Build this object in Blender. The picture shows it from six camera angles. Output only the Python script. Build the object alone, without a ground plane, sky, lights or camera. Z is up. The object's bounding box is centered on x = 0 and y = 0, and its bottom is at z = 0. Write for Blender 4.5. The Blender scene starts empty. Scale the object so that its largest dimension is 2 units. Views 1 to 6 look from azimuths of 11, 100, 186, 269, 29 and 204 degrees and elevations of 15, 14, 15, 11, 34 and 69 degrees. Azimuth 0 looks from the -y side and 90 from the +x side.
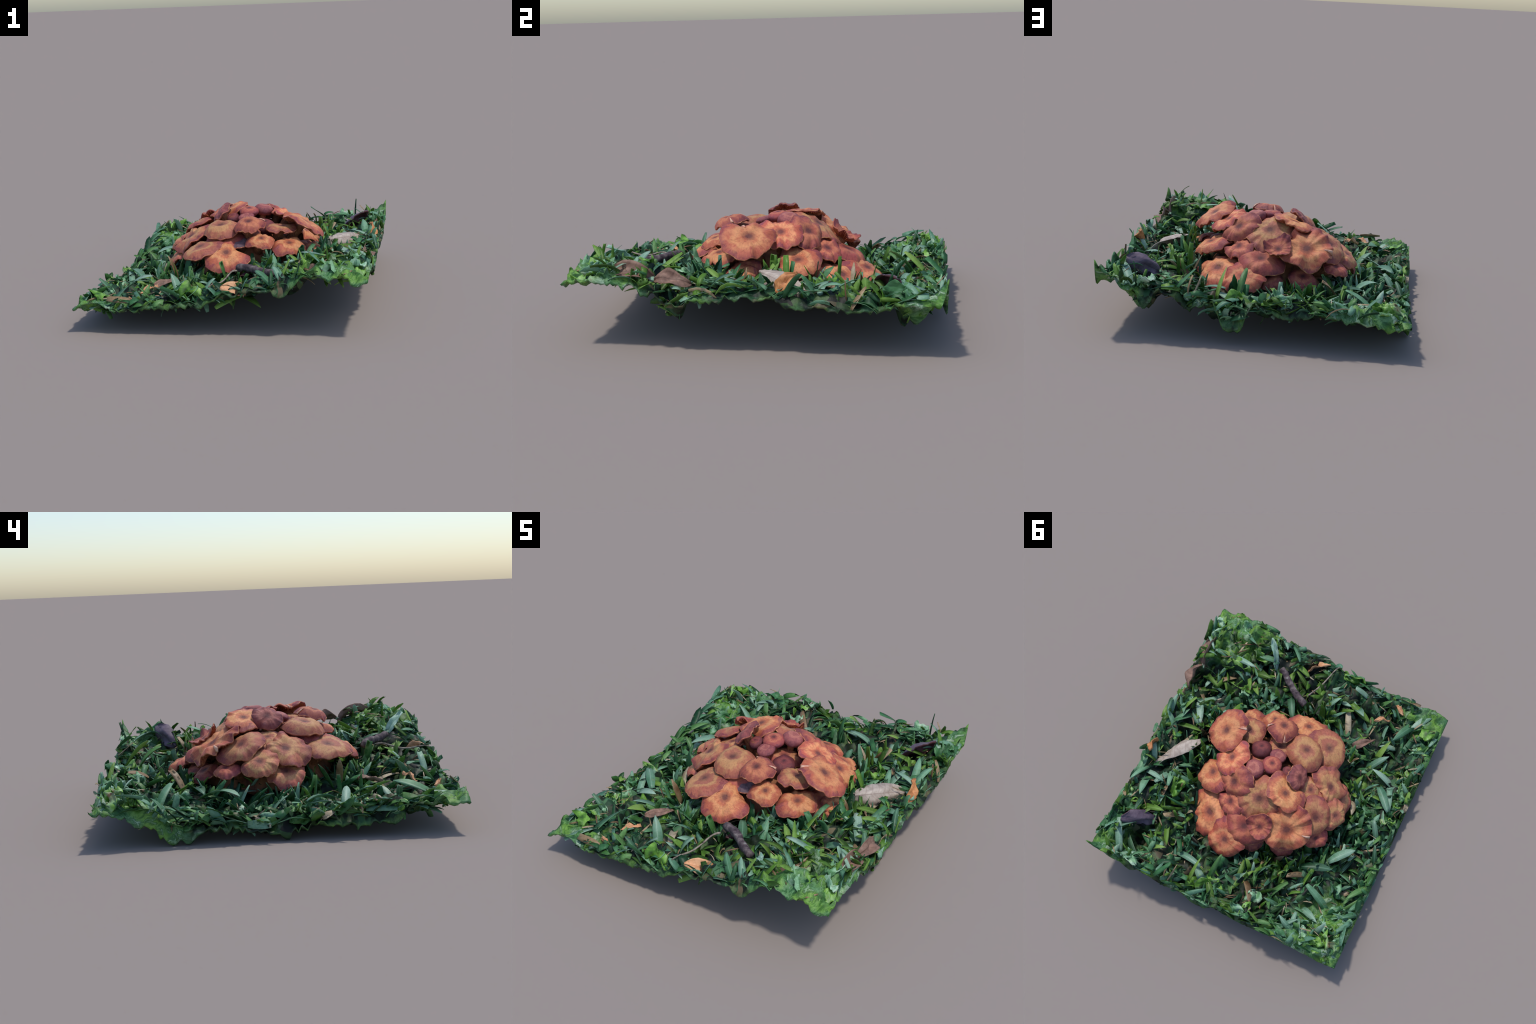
# A clump of orange-brown gilled mushrooms in a square-cut patch of broad-bladed lawn.
import bpy, math, random
import numpy as np
from mathutils import Vector, Matrix, Euler, noise

R = random.Random(7)
COL = bpy.context.scene.collection


# ------------------------------------------------------------------ helpers
def nz(x, y, z=0.0):
    return noise.noise(Vector((x, y, z)))


def lin(r, g, b):
    f = lambda c: (c / 255 / 12.92) if c <= 10 else ((c / 255 + .055) / 1.055) ** 2.4
    return (f(r), f(g), f(b), 1.0)


def add_obj(name, mesh, parent=None, mats=()):
    o = bpy.data.objects.new(name, mesh)
    COL.objects.link(o)
    for m in mats:
        if m.name not in [k.name for k in mesh.materials if k]:
            mesh.materials.append(m)
    if parent:
        o.parent = parent
    return o


def make_mesh(name, v, f, smooth=True, mat_idx=None):
    me = bpy.data.meshes.new(name)
    me.from_pydata([tuple(map(float, p)) for p in v], [], [tuple(q) for q in f])
    if smooth:
        me.polygons.foreach_set("use_smooth", [True] * len(me.polygons))
    if mat_idx is not None:
        me.polygons.foreach_set("material_index", mat_idx)
    me.update()
    return me


# ---------------------------------------------------------------- materials
class Nodes:
    def __init__(self, name):
        self.m = bpy.data.materials.new(name)
        self.m.use_nodes = True
        self.t = self.m.node_tree
        self.b = self.t.nodes["Principled BSDF"]
        self.out = self.t.nodes["Material Output"]
        self.tc = self.new("ShaderNodeTexCoord")

    def new(self, kind, **kw):
        n = self.t.nodes.new(kind)
        for k, v in kw.items():
            setattr(n, k, v)
        return n

    def link(self, a, b):
        self.t.links.new(a, b)

    def put(self, sock, v):
        if hasattr(v, "is_linked") or hasattr(v, "links"):
            self.link(v, sock)
        else:
            sock.default_value = v

    def math(self, op, a, b=None, c=None, clamp=False):
        n = self.new("ShaderNodeMath", operation=op, use_clamp=clamp)
        self.put(n.inputs[0], a)
        if b is not None:
            self.put(n.inputs[1], b)
        if c is not None:
            self.put(n.inputs[2], c)
        return n.outputs[0]

    def noise(self, vec, scale, detail=3, rough=.55, dist=0.0):
        n = self.new("ShaderNodeTexNoise")
        if vec is not None:
            self.link(vec, n.inputs["Vector"])
        n.inputs["Scale"].default_value = scale
        n.inputs["Detail"].default_value = detail
        n.inputs["Roughness"].default_value = rough
        n.inputs["Distortion"].default_value = dist
        return n.outputs["Fac"]

    def ramp(self, fac, stops, interp="LINEAR"):
        n = self.new("ShaderNodeValToRGB")
        n.color_ramp.interpolation = interp
        e = n.color_ramp.elements
        while len(e) < len(stops):
            e.new(.5)
        for k, (p, c) in zip(e, stops):
            k.position = p
            k.color = c if len(c) == 4 else (*c, 1)
        self.put(n.inputs["Fac"], fac)
        return n.outputs["Color"]

    def mix(self, fac, a, b, blend="MIX"):
        n = self.new("ShaderNodeMix", data_type="RGBA", blend_type=blend)
        self.put(n.inputs[0], fac)
        self.put(n.inputs[6], a)
        self.put(n.inputs[7], b)
        return n.outputs[2]

    def mapping(self, vec, scale=(1, 1, 1), loc=(0, 0, 0), rot=(0, 0, 0)):
        n = self.new("ShaderNodeMapping")
        self.link(vec, n.inputs["Vector"])
        n.inputs["Scale"].default_value = scale
        n.inputs["Location"].default_value = loc
        n.inputs["Rotation"].default_value = rot
        return n.outputs[0]

    def bump(self, height, strength=.3, dist=.01):
        n = self.new("ShaderNodeBump")
        n.inputs["Strength"].default_value = strength
        n.inputs["Distance"].default_value = dist
        self.link(height, n.inputs["Height"])
        self.link(n.outputs[0], self.b.inputs["Normal"])

    def finish(self, color, rough=.6, spec=.35):
        self.put(self.b.inputs["Base Color"], color)
        self.put(self.b.inputs["Roughness"], rough)
        self.b.inputs["Specular IOR Level"].default_value = spec
        return self.m


def cap_material(name, eye, inner, ring, outer, rim, eye_r=.3, ring_r=.5):
    """Radially streaked cap skin: soft dark eye, warm field, broken paler ring, ruddy blotched margin."""
    n = Nodes(name)
    obj = n.tc.outputs["Object"]
    sep = n.new("ShaderNodeSeparateXYZ")
    n.link(obj, sep.inputs[0])
    x, y = sep.outputs[0], sep.outputs[1]
    rho = n.math("SQRT", n.math("ADD", n.math("MULTIPLY", x, x), n.math("MULTIPLY", y, y)))
    inv = n.math("DIVIDE", 1.0, n.math("MAXIMUM", rho, .02))
    rnd = n.new("ShaderNodeObjectInfo").outputs["Random"]

    def spoke(k, kr):
        c = n.new("ShaderNodeCombineXYZ")
        n.link(n.math("MULTIPLY", n.math("MULTIPLY", x, inv), k), c.inputs[0])
        n.link(n.math("MULTIPLY", n.math("MULTIPLY", y, inv), k), c.inputs[1])
        n.link(n.math("ADD", n.math("MULTIPLY", rho, kr), n.math("MULTIPLY", rnd, 37.0)), c.inputs[2])
        return c.outputs[0]

    def centred(f, k):
        return n.math("MULTIPLY", n.math("SUBTRACT", f, .5), k)

    off = n.new("ShaderNodeVectorMath", operation="ADD")
    n.link(obj, off.inputs[0])
    n.link(n.math("MULTIPLY", rnd, 23.0), off.inputs[1])
    blot = n.noise(off.outputs[0], 1.5, 4, .6)
    blot2 = n.noise(off.outputs[0], 3.7, 5, .65)
    streak = n.noise(spoke(6, 1.6), 1.6, 5, .65)
    fine = n.noise(spoke(26, 3.0), 1.5, 4, .65)
    # the dark eye: soft, off-round, mottled
    er = n.math("ADD", rho, n.math("ADD", centred(blot2, .22), centred(fine, .10)))
    eye_f = n.ramp(er, [(eye_r * .25, (1, 1, 1)), (eye_r * .62, (.5, .5, .5)), (eye_r * 1.05, (0, 0, 0))], "EASE")
    # field bands, badly broken up along the spokes
    wob = n.math("ADD", rho, n.math("ADD", centred(blot, 1.25), n.math("ADD", centred(streak, .28), centred(fine, .16))))
    col = n.ramp(wob, [(0.1, inner), (ring_r - .16, inner), (ring_r, ring), (ring_r + .10, ring),
                       (ring_r + .28, outer), (.98, outer), (1.08, rim)])
    stain = n.ramp(blot2, [(.54, (0, 0, 0)), (.72, (1, 1, 1))])
    col = n.mix(n.math("MULTIPLY", stain, .55), col, rim)
    ochre = n.ramp(n.noise(off.outputs[0], 2.1, 3, .5, .5), [(.53, (0, 0, 0)), (.66, (1, 1, 1))])
    col = n.mix(n.math("MULTIPLY", ochre, .5), col, ring)
    col = n.mix(n.math("MULTIPLY", n.ramp(fine, [(.50, (0, 0, 0)), (.68, (1, 1, 1))]), .35), col, ring)
    col = n.mix(n.math("MULTIPLY", eye_f, .88), col, eye)
    edge = n.ramp(n.math("ADD", rho, centred(streak, .22)), [(.84, (0, 0, 0)), (1.02, (1, 1, 1))])
    col = n.mix(n.math("MULTIPLY", edge, .55), col, rim)
    dark = n.ramp(streak, [(.30, (.66, .54, .52)), (.50, (1, 1, 1))])
    col = n.mix(.25, col, dark, "MULTIPLY")
    grain = n.noise(off.outputs[0], 11, 5, .8)
    col = n.mix(.75, col, n.ramp(grain, [(.34, (.60, .52, .54)), (.5, (1, 1, 1)), (.72, (1.0, .98, .95))]), "MULTIPLY")
    fib = n.noise(spoke(52, 5.0), 1.4, 3, .6)
    col = n.mix(.25, col, n.ramp(fib, [(.36, (.70, .60, .58)), (.52, (1, 1, 1))]), "MULTIPLY")
    col = n.mix(n.math("MULTIPLY", n.ramp(fib, [(.56, (0, 0, 0)), (.7, (1, 1, 1))]), .35), col, ring)
    hsv = n.new("ShaderNodeHueSaturation")
    n.link(n.math("MULTIPLY_ADD", rnd, .014, .4905), hsv.inputs["Hue"])
    n.link(n.math("MULTIPLY_ADD", n.math("FRACT", n.math("MULTIPLY", rnd, 7.3)),  .24, .90), hsv.inputs["Value"])
    hsv.inputs["Saturation"].default_value = .98
    n.link(col, hsv.inputs["Color"])
    h = n.math("ADD", n.math("MULTIPLY", fine, .7), n.math("MULTIPLY", grain, .5))
    n.bump(h, .4, .008)
    n.b.inputs["Subsurface Weight"].default_value = 0.03
    n.b.inputs["Subsurface Radius"].default_value = (.02, .008, .005)
    n.b.inputs["Subsurface Scale"].default_value = .3
    return n.finish(hsv.outputs[0], .55, .3)


EYE = lin(98, 56, 58)
CAP_ORANGE = cap_material("cap_skin_orange", EYE, lin(204, 116, 76), lin(226, 156, 102), lin(194, 102, 74), lin(150, 70, 72), .29, .45)
CAP_TAN = cap_material("cap_skin_tan", EYE, lin(184, 106, 86), lin(210, 152, 102), lin(186, 102, 82), lin(146, 70, 74), .29, .48)
CAP_RED = cap_material("cap_skin_ruddy", lin(88, 50, 54), lin(178, 90, 74), lin(206, 122, 88), lin(172, 84, 76), lin(132, 62, 70), .33, .45)
CAP_BUD = cap_material("cap_skin_young", lin(100, 56, 58), lin(152, 82, 76), lin(178, 106, 92), lin(140, 74, 74), lin(106, 58, 64), .3, .4)
CAP_SMOOTH = cap_material("cap_skin_button", lin(160, 88, 82), lin(164, 90, 84), lin(188, 116, 100), lin(148, 78, 80), lin(118, 62, 70), .2, .35)
CAP_DARK = cap_material("cap_skin_dark_button", lin(84, 46, 48), lin(126, 66, 62), lin(146, 80, 70), lin(112, 58, 60), lin(84, 46, 52), .2, .35)
CAP_PURPLE = cap_material("cap_skin_bluish", lin(110, 92, 104), lin(132, 108, 116), lin(140, 116, 122), lin(112, 90, 100), lin(90, 70, 80), .1, .4)


def simple_material(name, stops, scale, rough=.65, stretch=(1, 1, 1), detail=4, bump=.3, spec=.3, dist=.0):
    n = Nodes(name)
    v = n.mapping(n.tc.outputs["Object"], stretch)
    f = n.noise(v, scale, detail, .6, dist)
    n.bump(f, bump, .006)
    return n.finish(n.ramp(f, stops), rough, spec)


GILL = simple_material("gill_flesh", [(.3, lin(128, 62, 42)), (.5, lin(170, 92, 60)), (.7, lin(202, 132, 92))], 9)
STEM = simple_material("stem_flesh", [(.3, lin(96, 58, 44)), (.55, lin(158, 102, 70)), (.75, lin(190, 140, 98))], 5, stretch=(3, 3, .6))
FLESH = simple_material("torn_flesh", [(.35, lin(196, 122, 92)), (.65, lin(236, 200, 176))], 7)
MARGIN = simple_material("cap_margin", [(.35, lin(136, 72, 60)), (.52, lin(176, 106, 76)), (.68, lin(214, 156, 108))], 4)
BARK = simple_material("twig_bark", [(.32, lin(48, 38, 44)), (.5, lin(84, 72, 76)), (.64, lin(120, 108, 106)), (.72, lin(150, 158, 150))], 30, .85, (1, 1, .45), 6, .8)
TWIG = simple_material("thin_twig_bark", [(.3, lin(96, 84, 76)), (.6, lin(160, 148, 134))], 40, .85)


def grass_material(name, dark, mid, light, translucent=.22, veins=False):
    n = Nodes(name)
    obj = n.tc.outputs["Object"]
    isl = n.new("ShaderNodeNewGeometry").outputs["Random Per Island"]
    rnd = n.math("FRACT", n.math("ADD", n.new("ShaderNodeObjectInfo").outputs["Random"], isl))
    big = n.noise(n.mapping(obj, (1, 1, 1)), 9, 3, .6)
    tone = n.math("ADD", n.math("MULTIPLY_ADD", rnd, .9, -.12), n.math("MULTIPLY", n.math("SUBTRACT", big, .5), 1.3), clamp=True)  # wide tone swing paints baked light and dark onto the blades
    col = n.ramp(tone, [(.0, dark), (.45, mid), (1.0, light)])
    fine = n.noise(obj, 85, 3, .6)
    col = n.mix(.6, col, n.ramp(fine, [(.32, (.62, .66, .6)), (.55, (1, 1, 1)), (.75, (1.0, 1.0, .96))]), "MULTIPLY")
    if veins:       # parallel veins and a pale midrib along the blade, paler towards the tip
        sp = n.new("ShaderNodeSeparateXYZ")
        n.link(obj, sp.inputs[0])
        v = n.noise(n.mapping(obj, (5, 170, 5)), 2.2, 3, .6)
        col = n.mix(.7, col, n.ramp(v, [(.35, (.66, .70, .66)), (.55, (1, 1, 1)), (.75, (1.0, 1.0, 1.0))]), "MULTIPLY")
        rib = n.ramp(n.math("ABSOLUTE", sp.outputs[1]), [(0, (1, 1, 1)), (.004, (0, 0, 0))])
        tip = n.ramp(n.math("MULTIPLY", sp.outputs[0], 4.5), [(.25, (0, 0, 0)), (1.0, (1, 1, 1))])
        col = n.mix(n.math("MULTIPLY_ADD", rib, .35, n.math("MULTIPLY", tip, .35), clamp=True), col, light)
    pale_fleck = n.noise(obj, 26, 4, .65)
    col = n.mix(n.ramp(pale_fleck, [(.63, (0, 0, 0)), (.74, (.75, .75, .75))]), col, lin(168, 164, 118))
    n.bump(fine, .25, .003)
    n.finish(col, .48, .4)
    tr = n.new("ShaderNodeBsdfTranslucent")
    n.link(col, tr.inputs[0])
    mx = n.new("ShaderNodeMixShader")
    mx.inputs[0].default_value = translucent
    n.link(n.b.outputs[0], mx.inputs[1])
    n.link(tr.outputs[0], mx.inputs[2])
    n.link(mx.outputs[0], n.out.inputs[0])
    return n.m


G_BLUE = grass_material("grass_blue_green", lin(30, 72, 44), lin(74, 132, 82), lin(146, 192, 150))  # brightened greens, light end lifted to carry sunlit highlights in the colour
G_MID = grass_material("grass_green", lin(32, 66, 32), lin(74, 126, 64), lin(128, 176, 108))
G_YEL = grass_material("grass_yellow_green", lin(52, 86, 30), lin(98, 144, 54), lin(148, 188, 92))
G_MINT = grass_material("grass_pale_green", lin(84, 134, 106), lin(122, 170, 138), lin(176, 208, 184))
G_STRAW = grass_material("grass_straw", lin(120, 92, 66), lin(170, 146, 112), lin(214, 202, 176), .1)
GRASS_MATS = [G_BLUE, G_MID, G_YEL, G_MINT, G_STRAW]
BROAD_MATS = [
    grass_material("broad_blue_green", lin(36, 80, 50), lin(84, 142, 96), lin(150, 196, 162), .22, True),
    grass_material("broad_green", lin(36, 72, 34), lin(80, 134, 68), lin(136, 182, 116), .22, True),
    grass_material("broad_yellow_green", lin(56, 92, 30), lin(104, 150, 54), lin(156, 192, 98), .22, True),
    grass_material("broad_pale_green", lin(92, 144, 112), lin(130, 178, 146), lin(186, 214, 192), .22, True),
    G_STRAW]


def turf_material():
    n = Nodes("matted_turf")
    obj = n.tc.outputs["Object"]
    sep = n.new("ShaderNodeSeparateXYZ")
    n.link(obj, sep.inputs[0])
    warp = n.new("ShaderNodeTexNoise")
    n.link(obj, warp.inputs["Vector"])
    warp.inputs["Scale"].default_value = 4
    wv = n.new("ShaderNodeVectorMath", operation="MULTIPLY_ADD")
    n.link(warp.outputs["Color"], wv.inputs[0])
    wv.inputs[1].default_value = (.25, .25, .25)
    n.link(obj, wv.inputs[2])

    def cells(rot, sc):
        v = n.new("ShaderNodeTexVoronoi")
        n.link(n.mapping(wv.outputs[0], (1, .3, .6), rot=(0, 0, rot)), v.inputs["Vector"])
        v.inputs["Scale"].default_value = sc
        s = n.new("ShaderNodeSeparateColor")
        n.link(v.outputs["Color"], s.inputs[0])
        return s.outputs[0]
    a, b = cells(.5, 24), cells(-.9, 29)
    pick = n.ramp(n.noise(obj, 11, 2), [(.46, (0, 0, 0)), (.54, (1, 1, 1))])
    ca = n.ramp(a, [(0, lin(14, 22, 16)), (.45, lin(22, 42, 28)), (.75, lin(36, 72, 46)), (.92, lin(70, 112, 74)), (1, lin(110, 94, 72))])  # interior turf darkened to near black, painting the shadowed gaps between blades
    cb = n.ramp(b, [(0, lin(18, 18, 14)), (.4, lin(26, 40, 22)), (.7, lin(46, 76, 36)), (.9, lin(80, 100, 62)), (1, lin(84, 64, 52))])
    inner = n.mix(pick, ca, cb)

    # smeared pale streaks of the corners and rim
    st = n.noise(n.mapping(wv.outputs[0], (1, .45, 1), rot=(0, 0, .6)), 15, 5, .66, .4)
    pale = n.ramp(st, [(.30, lin(28, 58, 34)), (.42, lin(60, 108, 62)), (.5, lin(104, 148, 100)), (.56, lin(60, 104, 58)), (.63, lin(164, 192, 164)), (.72, lin(120, 102, 78))])
    lime = n.ramp(st, [(.30, lin(34, 62, 26)), (.42, lin(74, 120, 44)), (.5, lin(118, 162, 72)), (.56, lin(64, 104, 44)), (.64, lin(150, 184, 136)), (.72, lin(140, 104, 76))])
    pale = n.mix(n.ramp(n.noise(obj, 7, 2), [(.42, (0, 0, 0)), (.58, (1, 1, 1))]), pale, lime)

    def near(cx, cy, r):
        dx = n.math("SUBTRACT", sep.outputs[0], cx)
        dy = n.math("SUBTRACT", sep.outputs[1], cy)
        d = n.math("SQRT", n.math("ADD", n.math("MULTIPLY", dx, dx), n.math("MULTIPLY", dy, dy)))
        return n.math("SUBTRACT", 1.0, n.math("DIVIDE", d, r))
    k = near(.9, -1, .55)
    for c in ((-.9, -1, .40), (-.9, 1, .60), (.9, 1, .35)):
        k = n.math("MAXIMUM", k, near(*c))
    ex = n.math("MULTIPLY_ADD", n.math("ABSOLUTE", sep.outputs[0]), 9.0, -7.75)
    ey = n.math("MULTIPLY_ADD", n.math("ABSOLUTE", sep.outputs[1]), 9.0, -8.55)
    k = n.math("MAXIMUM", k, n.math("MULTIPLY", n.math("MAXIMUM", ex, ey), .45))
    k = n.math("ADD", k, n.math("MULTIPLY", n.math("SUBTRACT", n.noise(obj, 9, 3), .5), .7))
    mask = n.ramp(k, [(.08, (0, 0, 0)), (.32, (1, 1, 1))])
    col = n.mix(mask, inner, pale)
    fine = n.noise(obj, 60, 4, .6)
    col = n.mix(.5, col, n.ramp(fine, [(.3, (.66, .68, .64)), (.55, (1, 1, 1))]), "MULTIPLY")
    n.bump(fine, .3, .005)
    return n.finish(col, .55, .3)


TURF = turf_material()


# ------------------------------------------------------------ lie of the land
LAND = [            # mean height of the turf every 0.307 m across, rows front to back every 0.333 m
    [.175, .190, .225, .285, .345, .420, .375],
    [.150, .150, .180, .225, .300, .420, .445],
    [.140, .130, .180, .235, .280, .325, .385],
    [.135, .120, .185, .240, .275, .300, .365],
    [.145, .115, .180, .225, .250, .290, .330],
    [.175, .165, .185, .175, .220, .280, .330],
    [.210, .240, .255, .275, .310, .335, .415]]


def spline(p0, p1, p2, p3, t):
    return p1 + .5 * t * (p2 - p0 + t * (2 * p0 - 5 * p1 + 4 * p2 - p3 + t * (3 * (p1 - p2) + p3 - p0)))


def land(x, y):
    fx = min(max((x + .92) / .30667, 0), 5.999)
    fy = min(max((y + 1) / .33333, 0), 5.999)
    i, j = int(fx), int(fy)
    g = lambda a, b: LAND[min(max(a, 0), 6)][min(max(b, 0), 6)]
    row = [spline(*[g(j + k, i + m) for m in (-1, 0, 1, 2)], fx - i) for k in (-1, 0, 1, 2)]
    z = spline(*row, fy - j)
    for cx, cy, r, dz in SWELLS:
        d = ((x - cx) ** 2 + (y - cy) ** 2) / (r * r)
        if d < 1:
            z += dz * (1 - d)
    return max(z, .05)


# pockets that sag and tufts that swell: x, y, radius, height change
SWELLS = [(.70, -.43, .22, -.06), (.845, -.42, .10, -.15), (.68, .82, .12, -.17), (-.80, .57, .10, -.06), (.18, .95, .12, -.11), (-.29, -.63, .15, -.035),
          (-.55, -.20, .15, -.035), (-.88, .17, .12, -.03), (.41, -.67, .12, -.04), (.80, .98, .12, -.03), (.28, -.54, .14, .045),
          (-.75, .85, .16, .045), (-.88, .66, .12, .03), (.89, .32, .14, .04), (-.21, -.89, .15, .035), (-.24, .94, .15, .04),
          (.55, .42, .16, .045), (.88, -.77, .14, .045), (-.53, .53, .15, .03), (-.81, -.54, .15, .035), (.92, -.15, .14, .03)]


# how far the torn lower lip of the turf hangs along each cut side: (place along the side, height)
LIP_FRONT = [(-.91, .16), (-.74, .19), (-.61, .14), (-.25, .17), (-.08, .19), (.07, .27), (.29, .28), (.41, .25), (.53, .39), (.78, .37), (.85, .33), (.91, .35)]
LIP_BACK = [(-.91, .18), (-.81, .15), (-.57, .19), (-.37, .21), (-.24, .16), (-.01, .23), (.06, .09), (.16, .10), (.22, .25), (.35, .17), (.4, .21), (.54, .28), (.62, .16), (.68, .25), (.84, .34), (.91, .42)]
LIP_LEFT = [(-1, .15), (-.73, .15), (-.54, .06), (-.18, .09), (-.03, .04), (.22, .08), (.42, .07), (.57, .0), (.69, .12), (.86, .14), (1, .18)]
LIP_RIGHT = [(-1, .35), (-.74, .37), (-.59, .33), (-.45, .27), (-.3, .26), (-.18, .28), (-.07, .30), (.1, .30), (.26, .26), (.54, .24), (.77, .27), (.86, .27), (.96, .27), (1, .42)]


def lip(x, y):
    """height of the lip nearest to (x, y) and how strongly it pulls there"""
    best, pull = 0.0, 0.0
    for d, table, u in ((y + HY, LIP_FRONT, x), (HY - y, LIP_BACK, x), (x + HX, LIP_LEFT, y), (HX - x, LIP_RIGHT, y)):
        k = max(0.0, 1 - d / .055)
        if k > pull:
            pull = k
            best = float(np.interp(u, [p[0] for p in table], [p[1] for p in table]))
    return best, pull


HX, HY = .905, .995


def edge_near(x, y):
    d = min(HX - abs(x), HY - abs(y))
    return max(0.0, 1 - d / .16)


def corner_near(x, y):
    """1 in the four corners, where the lawn is smeared into broad pale folds"""
    k = 0
    for cx, cy, r in ((.9, -1, .42), (-.9, -1, .26), (-.9, 1, .42), (.9, 1, .22)):
        k = max(k, 1 - math.hypot(x - cx, y - cy) / r)
    return max(0.0, min(1.0, k * 1.6))


def tuft(x, y):
    return nz(x * 7.5, y * 7.5, 77)


def crumple(x, y):
    """folds of the turf skin: ridged noise, broader and deeper towards the cut edges"""
    e = edge_near(x, y)
    wx, wy = .05 * nz(x * 6, y * 6, 40), .05 * nz(x * 6, y * 6, 50)
    a = 1 - 2 * abs(nz((x + wx) * 4.6 + 3, (y + wy) * 4.6, 1.7)) * 1.3
    b = 1 - 2 * abs(nz((x + wx) * 10 + 9, (y + wy) * 10, 4.2)) * 1.3
    c = nz(x * 24, y * 24, 8.1)
    f = 1 - 2.6 * abs(nz((x + wx) * 19, (y + wy) * 19, 6.6))
    z = (.036 + .018 * e) * (a - .25) + (.030 + .012 * e) * (b - .25) + .014 * c + (.006 + .020 * e) * (f - .3)
    z = max(-.05, z)
    z -= .045 * min(1, max(0, -.02 - tuft(x, y)) * 5) * (1 - e)       # hollows between the tufts
    return z


root = bpy.data.objects.new("mushroom_clump_in_grass", None)
COL.objects.link(root)
root["label"] = "clump of orange-brown gilled mushrooms in a square of lawn"
root["category"] = "mushrooms"

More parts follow.
